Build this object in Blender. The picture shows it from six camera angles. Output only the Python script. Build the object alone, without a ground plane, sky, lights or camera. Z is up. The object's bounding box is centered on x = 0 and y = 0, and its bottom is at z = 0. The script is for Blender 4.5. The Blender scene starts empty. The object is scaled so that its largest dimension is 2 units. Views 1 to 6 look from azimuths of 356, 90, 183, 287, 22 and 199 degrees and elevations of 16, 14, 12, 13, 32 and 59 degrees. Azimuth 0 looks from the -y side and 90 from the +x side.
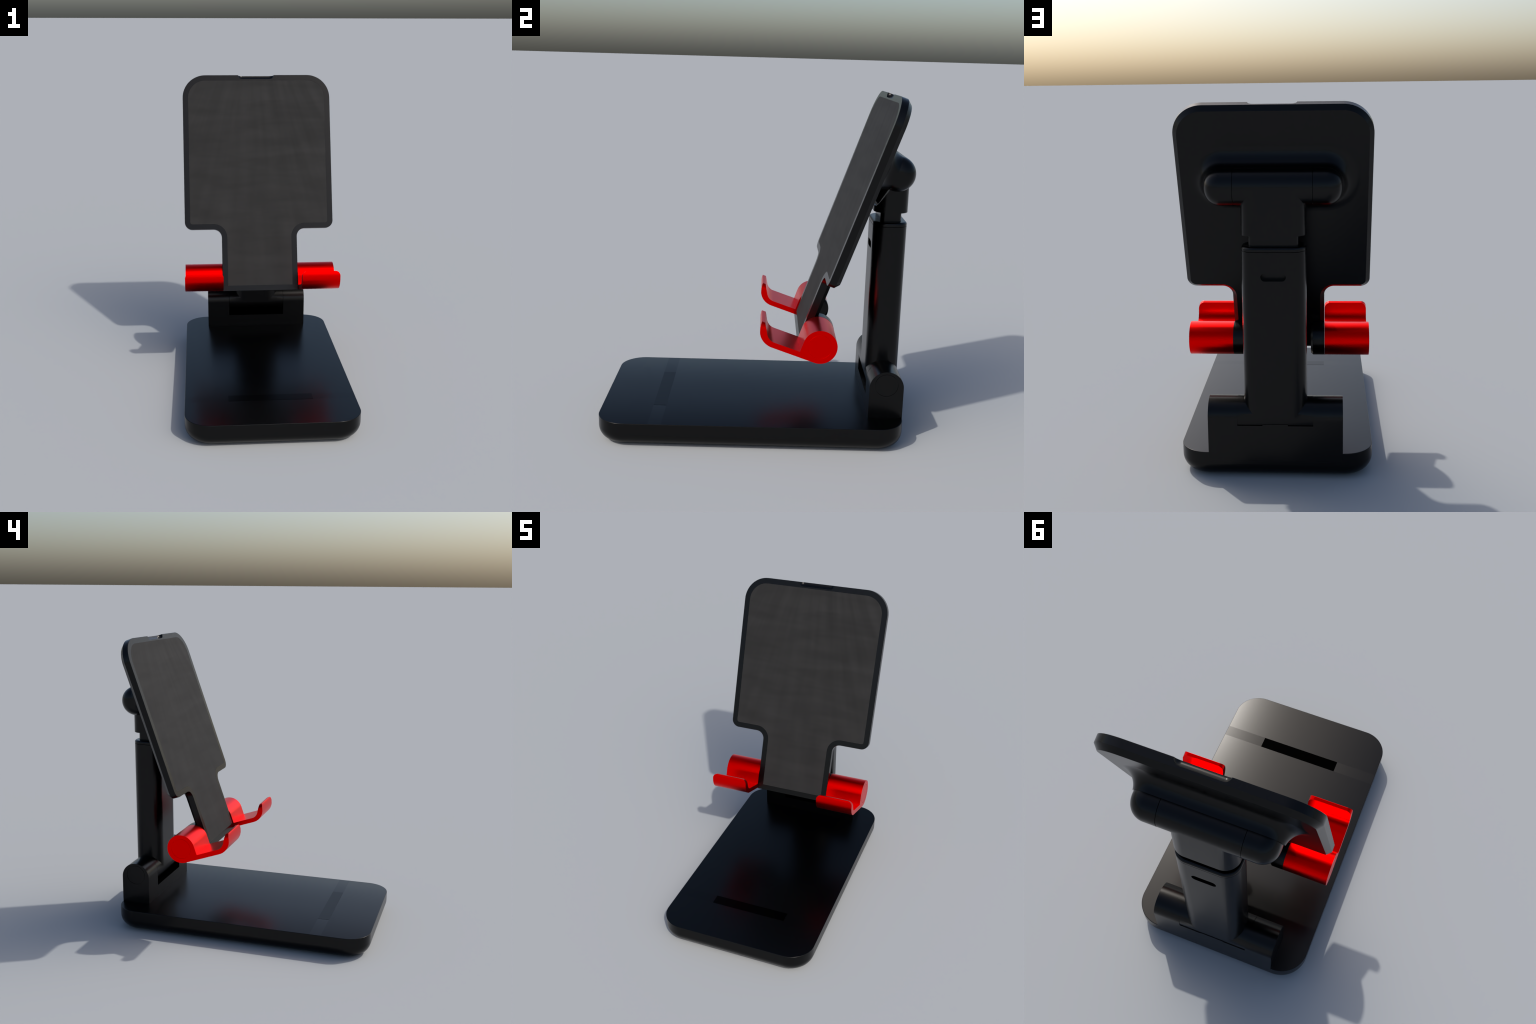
"""Adjustable desktop phone stand: black base, hinged post, tilting back plate, red hooks.

All sizes in metres.  The tilting head is described in the frame of the back plate:
  x  across,   v  up along the plate,   d  depth behind the plate's front face.
"""
import bpy, bmesh, math
from mathutils import Vector

# ----------------------------------------------------------------------------- frame of the plate
TILT = math.radians(19.25)
CO, SI = math.cos(TILT), math.sin(TILT)
PLATE_Y0 = 0.0615                      # y of the front face at z = 0


def plate(x, v, d):
    """plate coordinates -> world"""
    return Vector((x, PLATE_Y0 + v * SI + d * CO, v * CO - d * SI))


def world(x, y, z):
    return Vector((x, y, z))


# ----------------------------------------------------------------------------- materials
def new_material(name):
    m = bpy.data.materials.new(name)
    m.use_nodes = True
    nt = m.node_tree
    return m, nt, nt.nodes["Principled BSDF"]


def simple_metal(name, colour, rough, grain=0.0, scale=2.5):
    m, nt, p = new_material(name)
    p.inputs["Metallic"].default_value = 1.0
    p.inputs["Base Color"].default_value = (*colour, 1)
    p.inputs["Roughness"].default_value = rough
    if grain:
        tc = nt.nodes.new("ShaderNodeTexCoord")
        n = nt.nodes.new("ShaderNodeTexNoise")
        n.inputs["Scale"].default_value = scale
        mr = nt.nodes.new("ShaderNodeMapRange")
        mr.inputs["To Min"].default_value = rough - grain
        mr.inputs["To Max"].default_value = rough + grain
        nt.links.new(tc.outputs["Object"], n.inputs["Vector"])
        nt.links.new(n.outputs["Fac"], mr.inputs["Value"])
        nt.links.new(mr.outputs["Result"], p.inputs["Roughness"])
    return m


BLACK = 0.021
MAT_BLACK = simple_metal("black_satin_shell", (BLACK, BLACK, BLACK), 0.27, 0.006)
MAT_STRIP = simple_metal("dead_black_strip", (0.0, 0.0, 0.0), 0.28)
MAT_RED = simple_metal("red_anodised", (1.0, 0.0, 0.0), 0.30, 0.006)


def base_material():
    """Black shell whose top reads as very slightly crowned, flatter in line with the strip."""
    m, nt, p = new_material("black_satin_base")
    p.inputs["Metallic"].default_value = 1.0
    p.inputs["Base Color"].default_value = (BLACK, BLACK, BLACK, 1)
    p.inputs["Roughness"].default_value = 0.28
    N, L = nt.nodes.new, nt.links.new

    def math_node(op, a, b=None, c=None):
        n = N("ShaderNodeMath")
        n.operation = op
        for i, s in enumerate((a, b, c)):
            if s is None:
                continue
            if isinstance(s, (int, float)):
                n.inputs[i].default_value = s
            else:
                L(s, n.inputs[i])
        return n.outputs[0]

    geo = N("ShaderNodeNewGeometry")
    sep = N("ShaderNodeSeparateXYZ")
    L(geo.outputs["Position"], sep.inputs[0])
    sn = N("ShaderNodeSeparateXYZ")
    L(geo.outputs["Normal"], sn.inputs[0])
    x, y = sep.outputs["X"], sep.outputs["Y"]
    ax = math_node("ABSOLUTE", x)
    crown = math_node("MULTIPLY", ax, math_node("MULTIPLY_ADD", ax, 0.18, 0.06))      # faint crown across the top
    band = math_node("MULTIPLY", math_node("MAXIMUM", math_node("SUBTRACT", ax, 0.26), 0.0), 0.23)
    in_y = math_node("COMPARE", y, -0.5447, 0.0377)                        # flatter in line with the strip
    mixed = math_node("ADD", math_node("MULTIPLY", band, in_y),
                      math_node("MULTIPLY", crown, math_node("SUBTRACT", 1.0, in_y)))
    up = math_node("GREATER_THAN", sn.outputs["Z"], 0.99)
    tilt = math_node("MULTIPLY", math_node("MULTIPLY", math_node("SIGN", x), mixed), up)
    comb = N("ShaderNodeCombineXYZ")
    L(tilt, comb.inputs["X"])
    add = N("ShaderNodeVectorMath")
    add.operation = "ADD"
    L(geo.outputs["Normal"], add.inputs[0])
    L(comb.outputs[0], add.inputs[1])
    nrm = N("ShaderNodeVectorMath")
    nrm.operation = "NORMALIZE"
    L(add.outputs[0], nrm.inputs[0])
    L(nrm.outputs[0], p.inputs["Normal"])
    return m


def pad_material():
    """Grey anti-slip sheet with faint shading streaks and bands painted into its colour."""
    m, nt, p = new_material("grey_rubber_pad")
    p.inputs["Metallic"].default_value = 0.0
    p.inputs["Roughness"].default_value = 0.8
    p.inputs["Specular IOR Level"].default_value = 0.26
    N, L = nt.nodes.new, nt.links.new
    tc = N("ShaderNodeTexCoord")

    def layer(scale, noise_scale, detail, lo, hi, distort=0.0):
        mp = N("ShaderNodeMapping")
        mp.inputs["Scale"].default_value = scale
        L(tc.outputs["Object"], mp.inputs["Vector"])
        n = N("ShaderNodeTexNoise")
        n.inputs["Scale"].default_value = noise_scale
        n.inputs["Detail"].default_value = detail
        n.inputs["Distortion"].default_value = distort
        L(mp.outputs[0], n.inputs["Vector"])
        r = N("ShaderNodeMapRange")
        r.inputs["From Min"].default_value = 0.3
        r.inputs["From Max"].default_value = 0.7
        r.inputs["To Min"].default_value = lo
        r.inputs["To Max"].default_value = hi
        L(n.outputs["Fac"], r.inputs["Value"])
        return r.outputs["Result"]

    sep = N("ShaderNodeSeparateXYZ")
    L(tc.outputs["Object"], sep.inputs[0])

    def math_node(op, a, b):
        n = N("ShaderNodeMath")
        n.operation = op
        for i, v in enumerate((a, b)):
            if isinstance(v, (int, float)):
                n.inputs[i].default_value = v
            else:
                L(v, n.inputs[i])
        return n.outputs[0]

    # painted shading streaks fan out from the top middle: x divided by a spread that grows downwards
    drop = math_node("SUBTRACT", 2.05, sep.outputs["Z"])
    fan = math_node("DIVIDE", sep.outputs["X"], math_node("ADD", math_node("MULTIPLY", drop, 0.22), 0.14))
    vec = N("ShaderNodeCombineXYZ")
    L(math_node("MULTIPLY", fan, 2.3), vec.inputs["X"])
    L(math_node("MULTIPLY", sep.outputs["Z"], 1.1), vec.inputs["Y"])
    ns = N("ShaderNodeTexNoise")
    ns.inputs["Scale"].default_value = 1.6
    ns.inputs["Detail"].default_value = 2.5
    L(vec.outputs[0], ns.inputs["Vector"])
    rs = N("ShaderNodeMapRange")
    for k, v in (("From Min", 0.3), ("From Max", 0.7), ("To Min", 0.84), ("To Max", 1.16)):
        rs.inputs[k].default_value = v
    L(ns.outputs["Fac"], rs.inputs["Value"])
    shade_streak = rs.outputs["Result"]
    shade_bands = layer((1.3, 5.0, 6.5), 2.2, 2.0, 0.83, 1.17, 0.5)  # soft cross bands of shading, also put into the colour
    mul = N("ShaderNodeMath")
    mul.operation = "MULTIPLY"
    L(shade_streak, mul.inputs[0])
    L(shade_bands, mul.inputs[1])
    val = N("ShaderNodeMath")
    val.operation = "MULTIPLY"
    val.inputs[1].default_value = 0.0155
    L(mul.outputs[0], val.inputs[0])
    comb = N("ShaderNodeCombineColor")
    for i in range(3):
        L(val.outputs[0], comb.inputs[i])
    L(comb.outputs[0], p.inputs["Base Color"])
    return m


MAT_BASE = base_material()
MAT_PAD = pad_material()

# ----------------------------------------------------------------------------- mesh helpers
ROOT = bpy.data.objects.new("phone_stand", None)
ROOT.empty_display_size = 0.2
bpy.context.scene.collection.objects.link(ROOT)
ROOT["label"] = "black folding phone stand with grey rest and red hooks"
ROOT["category"] = "phone stand"


def to_object(bm, name, mat=None, parent=ROOT):
    bmesh.ops.remove_doubles(bm, verts=bm.verts, dist=1e-6)
    bmesh.ops.recalc_face_normals(bm, faces=bm.faces)
    me = bpy.data.meshes.new(name)
    bm.to_mesh(me)
    bm.free()
    ob = bpy.data.objects.new(name, me)
    bpy.context.scene.collection.objects.link(ob)
    if mat:
        me.materials.append(mat)
    ob.parent = parent
    return ob


def finish(ob, angle=28.0):
    """Smooth shading with creases kept sharp; flat faces dominate the normals."""
    bm = bmesh.new()
    bm.from_mesh(ob.data)
    bmesh.ops.dissolve_degenerate(bm, edges=bm.edges, dist=1e-6)
    for f in bm.faces:
        f.smooth = True
    lim = math.radians(angle)
    for e in bm.edges:
        e.smooth = len(e.link_faces) == 2 and e.calc_face_angle(0.0) < lim
    bm.to_mesh(ob.data)
    bm.free()
    mod = ob.modifiers.new("w", "WEIGHTED_NORMAL")
    mod.keep_sharp = True
    mod.weight = 90
    apply_modifiers(ob)
    return ob


def apply_modifiers(ob):
    dg = bpy.context.evaluated_depsgraph_get()
    me = bpy.data.meshes.new_from_object(ob.evaluated_get(dg))
    ob.modifiers.clear()
    old = ob.data
    ob.data = me
    me.name = old.name
    bpy.data.meshes.remove(old)


def boolean(ob, cutters, op="DIFFERENCE"):
    for c in cutters:
        mod = ob.modifiers.new("b", "BOOLEAN")
        mod.operation = op
        mod.solver = "EXACT"
        mod.object = c
        apply_modifiers(ob)
        me = c.data
        bpy.data.objects.remove(c)
        bpy.data.meshes.remove(me)
    return ob


def loft(rings, name, mat=None, parent=ROOT, caps=True):
    bm = bmesh.new()
    rows = [[bm.verts.new(p) for p in r] for r in rings]
    n = len(rows[0])
    for a, b in zip(rows, rows[1:]):
        for i in range(n):
            j = (i + 1) % n
            bm.faces.new((a[i], a[j], b[j], b[i]))
    if caps:
        bm.faces.new(rows[0])
        bm.faces.new(list(reversed(rows[-1])))
    return to_object(bm, name, mat, parent)


def rounded_polygon(corners, inset=0.0, seg=14):
    """corners: (x, y, r) counter-clockwise.  Inset shrinks it; convex radii shrink, concave grow."""
    pts = []
    n = len(corners)
    for i in range(n):
        p0, p1, p2 = (Vector(corners[k % n][:2]) for k in (i - 1, i, i + 1))
        a, b = (p1 - p0).normalized(), (p2 - p1).normalized()
        na, nb = Vector((-a.y, a.x)), Vector((-b.y, b.x))      # inward normals (ccw)
        cross = a.x * b.y - a.y * b.x
        q = p1 + (na + nb) / (1.0 + na.dot(nb)) * inset
        r = corners[i][2]
        r = max(r - inset, 0.0006) if cross > 0 else r + inset
        turn = math.atan2(cross, a.dot(b))
        t = r * math.tan(abs(turn) / 2)
        start = q - a * t
        c = start + (na if cross > 0 else -na) * r
        rel = start - c
        for s in range(seg + 1):
            w = turn * s / seg
            pts.append(c + Vector((rel.x * math.cos(w) - rel.y * math.sin(w),
                                   rel.x * math.sin(w) + rel.y * math.cos(w))))
    return pts


def rect(x0, x1, y0, y1, r):
    return [(x0, y0, r), (x1, y0, r), (x1, y1, r), (x0, y1, r)]


def prism(profile, x0, x1, name, mat=None, frame=world, parent=ROOT):
    """Extrude a profile of (second, third) coordinates along x."""
    return loft([[frame(x, a, b) for a, b in profile] for x in (x0, x1)], name, mat, parent)


def arc(cx, cy, r, a0, a1, n):
    return [(cx + r * math.cos(math.radians(a0 + (a1 - a0) * i / n)),
             cy + r * math.sin(math.radians(a0 + (a1 - a0) * i / n))) for i in range(n + 1)]


def revolve_x(profile, centre, name, mat=None, seg=72, frame=world, parent=ROOT):
    """profile: (x, radius) list, turned about an axis parallel to x."""
    rings = []
    for x, r in profile:
        rings.append([frame(x, centre[0] + r * math.cos(2 * math.pi * k / seg),
                            centre[1] + r * math.sin(2 * math.pi * k / seg)) for k in range(seg)])
    return loft(rings, name, mat, parent)


def ring_groove(x0, x1, centre, r, width, frame):
    """tube used to engrave a circle"""
    seg = 72
    rows = []
    for x, rr in ((x0, r - width / 2), (x1, r - width / 2), (x1, r + width / 2), (x0, r + width / 2)):
        rows.append([frame(x, centre[0] + rr * math.cos(2 * math.pi * k / seg),
                           centre[1] + rr * math.sin(2 * math.pi * k / seg)) for k in range(seg)])
    bm = bmesh.new()
    vs = [[bm.verts.new(p) for p in r_] for r_ in rows]
    for a, b in zip(vs, vs[1:] + vs[:1]):
        for i in range(seg):
            j = (i + 1) % seg
            bm.faces.new((a[i], a[j], b[j], b[i]))
    return to_object(bm, "groove")


# ----------------------------------------------------------------------------- base
BASE_TOP = 0.147
BASE_X, BASE_Y = 0.5252, 0.886
BASE_R = 0.158
FILLET = 0.084

outline = rect(-BASE_X, BASE_X, -BASE_Y, BASE_Y, BASE_R)
rings = []
for i in range(13):                                   # rounded underside
    a = math.pi / 2 * i / 12
    ins, z = FILLET * (1 - math.sin(a)), FILLET * (1 - math.cos(a))
    rings.append([Vector((p.x, p.y, z)) for p in rounded_polygon(outline, ins, 24)])
for ins, z in ((0.0, BASE_TOP - 0.003), (0.0009, BASE_TOP - 0.0009), (0.003, BASE_TOP)):
    rings.append([Vector((p.x, p.y, z)) for p in rounded_polygon(outline, ins, 24)])
finish(loft(rings, "base", MAT_BASE), 50)

strip = rounded_polygon(rect(-0.2595, 0.2595, -0.5822, -0.5068, 0.001), 0, 2)
finish(loft([[Vector((p.x, p.y, z)) for p in strip] for z in (0.135, BASE_TOP + 0.0006)],
            "grip_strip", MAT_STRIP))

# ----------------------------------------------------------------------------- lower hinge block
AX_Y = 0.7850                                           # both hinge axes share this y
R = 0.0992
HINGE_Z = 0.333
BLOCK_X = 0.361
SEAM = 0.2035                                          # half length of the moving barrels

BLOCK_R, BLOCK_Y = 0.1000, 0.7861                      # the block is a hair deeper than the barrel
profile = [(BLOCK_Y - BLOCK_R, 0.10), (BLOCK_Y + BLOCK_R, 0.10)] + arc(BLOCK_Y, HINGE_Z - 0.0015, BLOCK_R, 0, 180, 40)
block = prism(profile, -BLOCK_X, BLOCK_X, "hinge_block", MAT_BLACK)
clear_r = 0.1038
a_end = math.degrees(math.asin((0.3020 - HINGE_Z) / clear_r))
lower_arc = arc(AX_Y, HINGE_Z, clear_r, -90, a_end, 20)
front_part = [(0.60, HINGE_Z - clear_r), (AX_Y, HINGE_Z - clear_r), (AX_Y, 0.60), (0.60, 0.60)]
rear_part = [(AX_Y - 0.01, HINGE_Z - clear_r)] + lower_arc + [(0.95, 0.3020), (0.95, 0.60), (AX_Y - 0.01, 0.60)]
cutters = [prism(front_part, -SEAM - 0.0010, SEAM + 0.0010, "channel"),      # open seam in front,
           prism(rear_part, -SEAM + 0.0009, SEAM - 0.0009, "channel")]       # closed one behind
for s in (-1, 1):
    cutters.append(ring_groove(s * (BLOCK_X - 0.003), s * (BLOCK_X + 0.01), (AX_Y, 0.349), 0.067, 0.0022, world))
boolean(block, cutters)
finish(block)
finish(prism([(0.858, 0.295), (BLOCK_Y + BLOCK_R - 0.0001, 0.295), (BLOCK_Y + BLOCK_R - 0.0001, 0.3094), (0.858, 0.3094)], -0.068, 0.068,
             "hinge_stop", MAT_BLACK))

# ----------------------------------------------------------------------------- post with lower barrel
POST_X, POST_R = 0.1695, 0.080
POST_D = R - 0.0002
POST_OUT = rect(-POST_X, POST_X, AX_Y - POST_D, AX_Y + POST_D, POST_R)


def upright(out, z0, z1, name, mat=MAT_BLACK, inset=0.0):
    return loft([[Vector((p.x, p.y, z)) for p in rounded_polygon(out, inset, 20)] for z in (z0, z1)],
                name, mat)


post = upright(POST_OUT, HINGE_Z, 1.2455, "post")
barrel = [(AX_Y + R - 0.0002, 0.3095)] + arc(AX_Y, HINGE_Z, R - 0.0002, 0, 335, 66)
low_barrel = prism(barrel, -SEAM + 0.001, SEAM - 0.001, "low_barrel", MAT_BLACK)
slot = [(p.x, p.y) for p in rounded_polygon(rect(-0.0655, 0.0655, 1.095, 1.139, 0.0219), 0, 12)]
for y0, y1 in ((0.60, AX_Y - R + 0.020), (AX_Y + R - 0.045, 0.95)):
    boolean(post, [loft([[Vector((a, y, b)) for a, b in slot] for y in (y0, y1)], "slot_cut")])
boolean(post, [low_barrel], "UNION")
finish(post)
finish(revolve_x([(-0.30, 0.088), (0.30, 0.088)], (AX_Y, HINGE_Z), "hinge_seam_blocker", MAT_STRIP))  # added core, keeps daylight from showing through the hinge seams

# cap on top of the post, seam under it
cap_rings = []
for ins, z in [(0.0, 1.2485)] + [(0.014 * (1 - math.cos(a)), 1.258 + 0.014 * math.sin(a))
                                 for a in [math.pi / 2 * i / 8 for i in range(9)]]:
    cap_rings.append([Vector((p.x, p.y, z)) for p in rounded_polygon(POST_OUT, ins, 20)])
finish(loft(cap_rings, "post_cap", MAT_BLACK), 35)
finish(upright(rect(-0.1665, 0.1665, AX_Y - POST_D + 0.003, AX_Y + POST_D - 0.003, 0.077), 1.20, 1.262, "post_liner", MAT_STRIP))
finish(upright(rect(-0.130, 0.130, 0.7255, 0.8475, 0.030), 1.20, 1.36, "telescopic_neck"))

# ----------------------------------------------------------------------------- collar with upper barrel
HEAD_Z = 1.573
collar = upright(rect(-0.169, 0.169, AX_Y - R + 0.0004, AX_Y + R - 0.0004, 0.080), 1.329, HEAD_Z, "swivel_collar")
relief = prism([(0.60, 1.365), (0.697, 1.365), (0.802, 1.526), (0.802, 1.60), (0.60, 1.60)], -0.3, 0.3, "relief")
pocket = prism([(0.704, 1.34), (0.74, 1.34), (0.85, 1.51), (0.704, 1.51)], -0.13, 0.13, "pocket")
up_barrel = revolve_x([(-SEAM + 0.0012, R - 0.0004), (SEAM - 0.0012, R - 0.0004)], (AX_Y, HEAD_Z), "up_barrel", seg=96)
boolean(collar, [relief, pocket])
boolean(collar, [up_barrel], "UNION")
finish(collar)
finish(revolve_x([(-0.25, 0.090), (0.25, 0.090)], (AX_Y, HEAD_Z), "tilt_seam_blocker", MAT_STRIP))  # unseen core added behind the gaps beside the upper barrel

# ----------------------------------------------------------------------------- back plate
V_TOP, V_SHOULDER, V_BOT = 2.1186, 1.032, 0.601
W, TW = 0.5175, 0.262
PLATE_OUT = [(-TW, V_BOT, 0.002), (TW, V_BOT, 0.002), (TW, V_SHOULDER, 0.057), (W, V_SHOULDER, 0.053),
             (W, V_TOP, 0.160), (-W, V_TOP, 0.160), (-W, V_SHOULDER, 0.053), (-TW, V_SHOULDER, 0.057)]
BACK_D = 0.0655                        # at the housing; the shell thins a little downwards


def plate_rings(levels, seg=16, taper=0.0):
    return [[plate(p.x, p.y, d + (taper * (p.y - 1.72) if d == BACK_D else 0.0))
             for p in rounded_polygon(PLATE_OUT, ins, seg)] for ins, d in levels]


shell = loft(plate_rings([(0.0012, 0.0), (0.0, 0.0012), (0.0, 0.0400), (0.0235, BACK_D)], taper=0.0046), "back_plate", MAT_BLACK)
PAD_IN = 0.0375
pocket = loft(plate_rings([(PAD_IN, -0.02), (PAD_IN, 0.006)]), "pad_pocket")
rn = 0.030
notch_prof = [(-0.097 - rn * math.cos(a), max(rn * math.sin(a), 1e-4)) for a in [math.pi / 2 * i / 10 for i in range(11)]]
notch_prof += [(-x, r) for x, r in reversed(notch_prof)]
notch = revolve_x(notch_prof, (2.1205, -0.001), "notch", seg=48, frame=plate)
boolean(shell, [pocket, notch])
finish(shell, 25)
finish(loft(plate_rings([(PAD_IN + 0.0002, 0.0055), (PAD_IN + 0.0002, 0.0004)]), "grip_pad", MAT_PAD))

# ----------------------------------------------------------------------------- tilt housing on the plate
HV = HEAD_Z * CO + (AX_Y - PLATE_Y0) * SI
HD = (AX_Y - PLATE_Y0) * CO - HEAD_Z * SI
LIP_D = 0.1475
FL = 0.095
rings = []
for i in range(17):
    t = (LIP_D - BACK_D) * (i / 16) ** 1.7
    rings.append((FL - math.sqrt(FL * FL - (FL - t) ** 2), BACK_D - 0.0006 + t))
rings = [(rings[0][0], BACK_D - 0.004)] + rings


def stadium(half_len, half_w, n=32):
    c = half_len - half_w
    return arc(c, 0, half_w, -90, 90, n) + arc(-c, 0, half_w, 90, 270, n)


housing = loft([[plate(a, HV + b, d) for a, b in stadium(0.3655 + o, 0.1004 + o)] for o, d in rings],
               "tilt_housing", MAT_BLACK)
finish(housing, 30)
for s in (-1, 1):
    END_X, END_R = 0.3555, 0.082
    prof = [(s * (SEAM + 0.0012), R)] + [
        (s * (END_X - END_R + END_R * math.sin(a)), R - END_R + END_R * math.cos(a))
        for a in [math.pi / 2 * i / 16 for i in range(17)]]
    finish(revolve_x(prof, (AX_Y, HEAD_Z), "barrel_end", MAT_BLACK, seg=96), 40)

# ----------------------------------------------------------------------------- hooks
HOOK_V, HOOK_D, HOOK_R = 0.7000, 0.0902, 0.0960
IN_X, OUT_X = 0.2635, 0.5185


def bezier(p0, p1, p2, p3, n):
    out = []
    for i in range(n + 1):
        t = i / n
        u = 1 - t
        out.append(tuple(u ** 3 * a + 3 * u * u * t * b + 3 * u * t * t * c + t ** 3 * e
                         for a, b, c, e in zip(p0, p1, p2, p3)))
    return out


FRONT = HOOK_D - HOOK_R
hook_profile = (
    arc(HOOK_V, HOOK_D, HOOK_R, 180, -90, 60)                       # barrel, from the underside round to the front
    + [(0.636, FRONT)]
    + bezier((0.636, -0.158), (0.636, -0.184), (0.650, -0.204), (0.676, -0.217), 14)
    + bezier((0.676, -0.217), (0.690, -0.2245), (0.703, -0.2325), (0.7185, -0.2415), 6)
    + [(0.7195, -0.2425), (0.7200, -0.2605), (0.7190, -0.2618)]
    + bezier((0.716, -0.2625), (0.702, -0.2637), (0.683, -0.2597), (0.664, -0.2530), 8)
    + bezier((0.664, -0.2530), (0.627, -0.238), (0.604, -0.201), (0.604, -0.160), 14))

for s in (-1, 1):
    hook = prism(hook_profile, s * IN_X, s * OUT_X, "hook", MAT_RED, plate)
    cutters = []
    RC = 0.034
    for xe, dirn in ((IN_X, 1), (OUT_X, -1)):                       # rounded corners of the lip
        top = 0.7202
        prof = [(xe - dirn * 0.02, top + 0.02), (xe - dirn * 0.02, top - RC)]
        prof += [(xe + dirn * (RC - RC * math.cos(a)), top - RC + RC * math.sin(a))
                 for a in [math.pi / 2 * i / 12 for i in range(13)]]
        prof += [(xe + dirn * RC, top + 0.02)]
        cutters.append(loft([[plate(s * a, b, d) for a, b in prof] for d in (-0.40, -0.15)], "corner_cut"))
    cutters.append(ring_groove(s * (OUT_X - 0.003), s * (OUT_X + 0.01), (HOOK_V + 0.001, HOOK_D - 0.001), 0.067, 0.0022, plate))
    boolean(hook, cutters)
    finish(hook, 30)
    # black knuckle carrying the hook on the back of the plate
    cut = 0.045
    a0 = math.degrees(math.asin((cut - HOOK_D) / 0.0965))
    ring = lambda r: [(HOOK_V + r * math.cos(math.radians(a)), HOOK_D + r * math.sin(math.radians(a)))
                      for a in [a0 + (180 - 2 * a0) * i / 48 for i in range(49)]]
    levels = [(0.1845, 0.0845), (0.1965, 0.0965), (0.2630, 0.0965)]
    finish(loft([[plate(s * x, a, b) for a, b in ring(r)] for x, r in levels], "hook_knuckle", MAT_BLACK), 30)

for ob in list(bpy.data.objects):
    if ob.type == "MESH" and ob.parent is None:
        ob.parent = ROOT
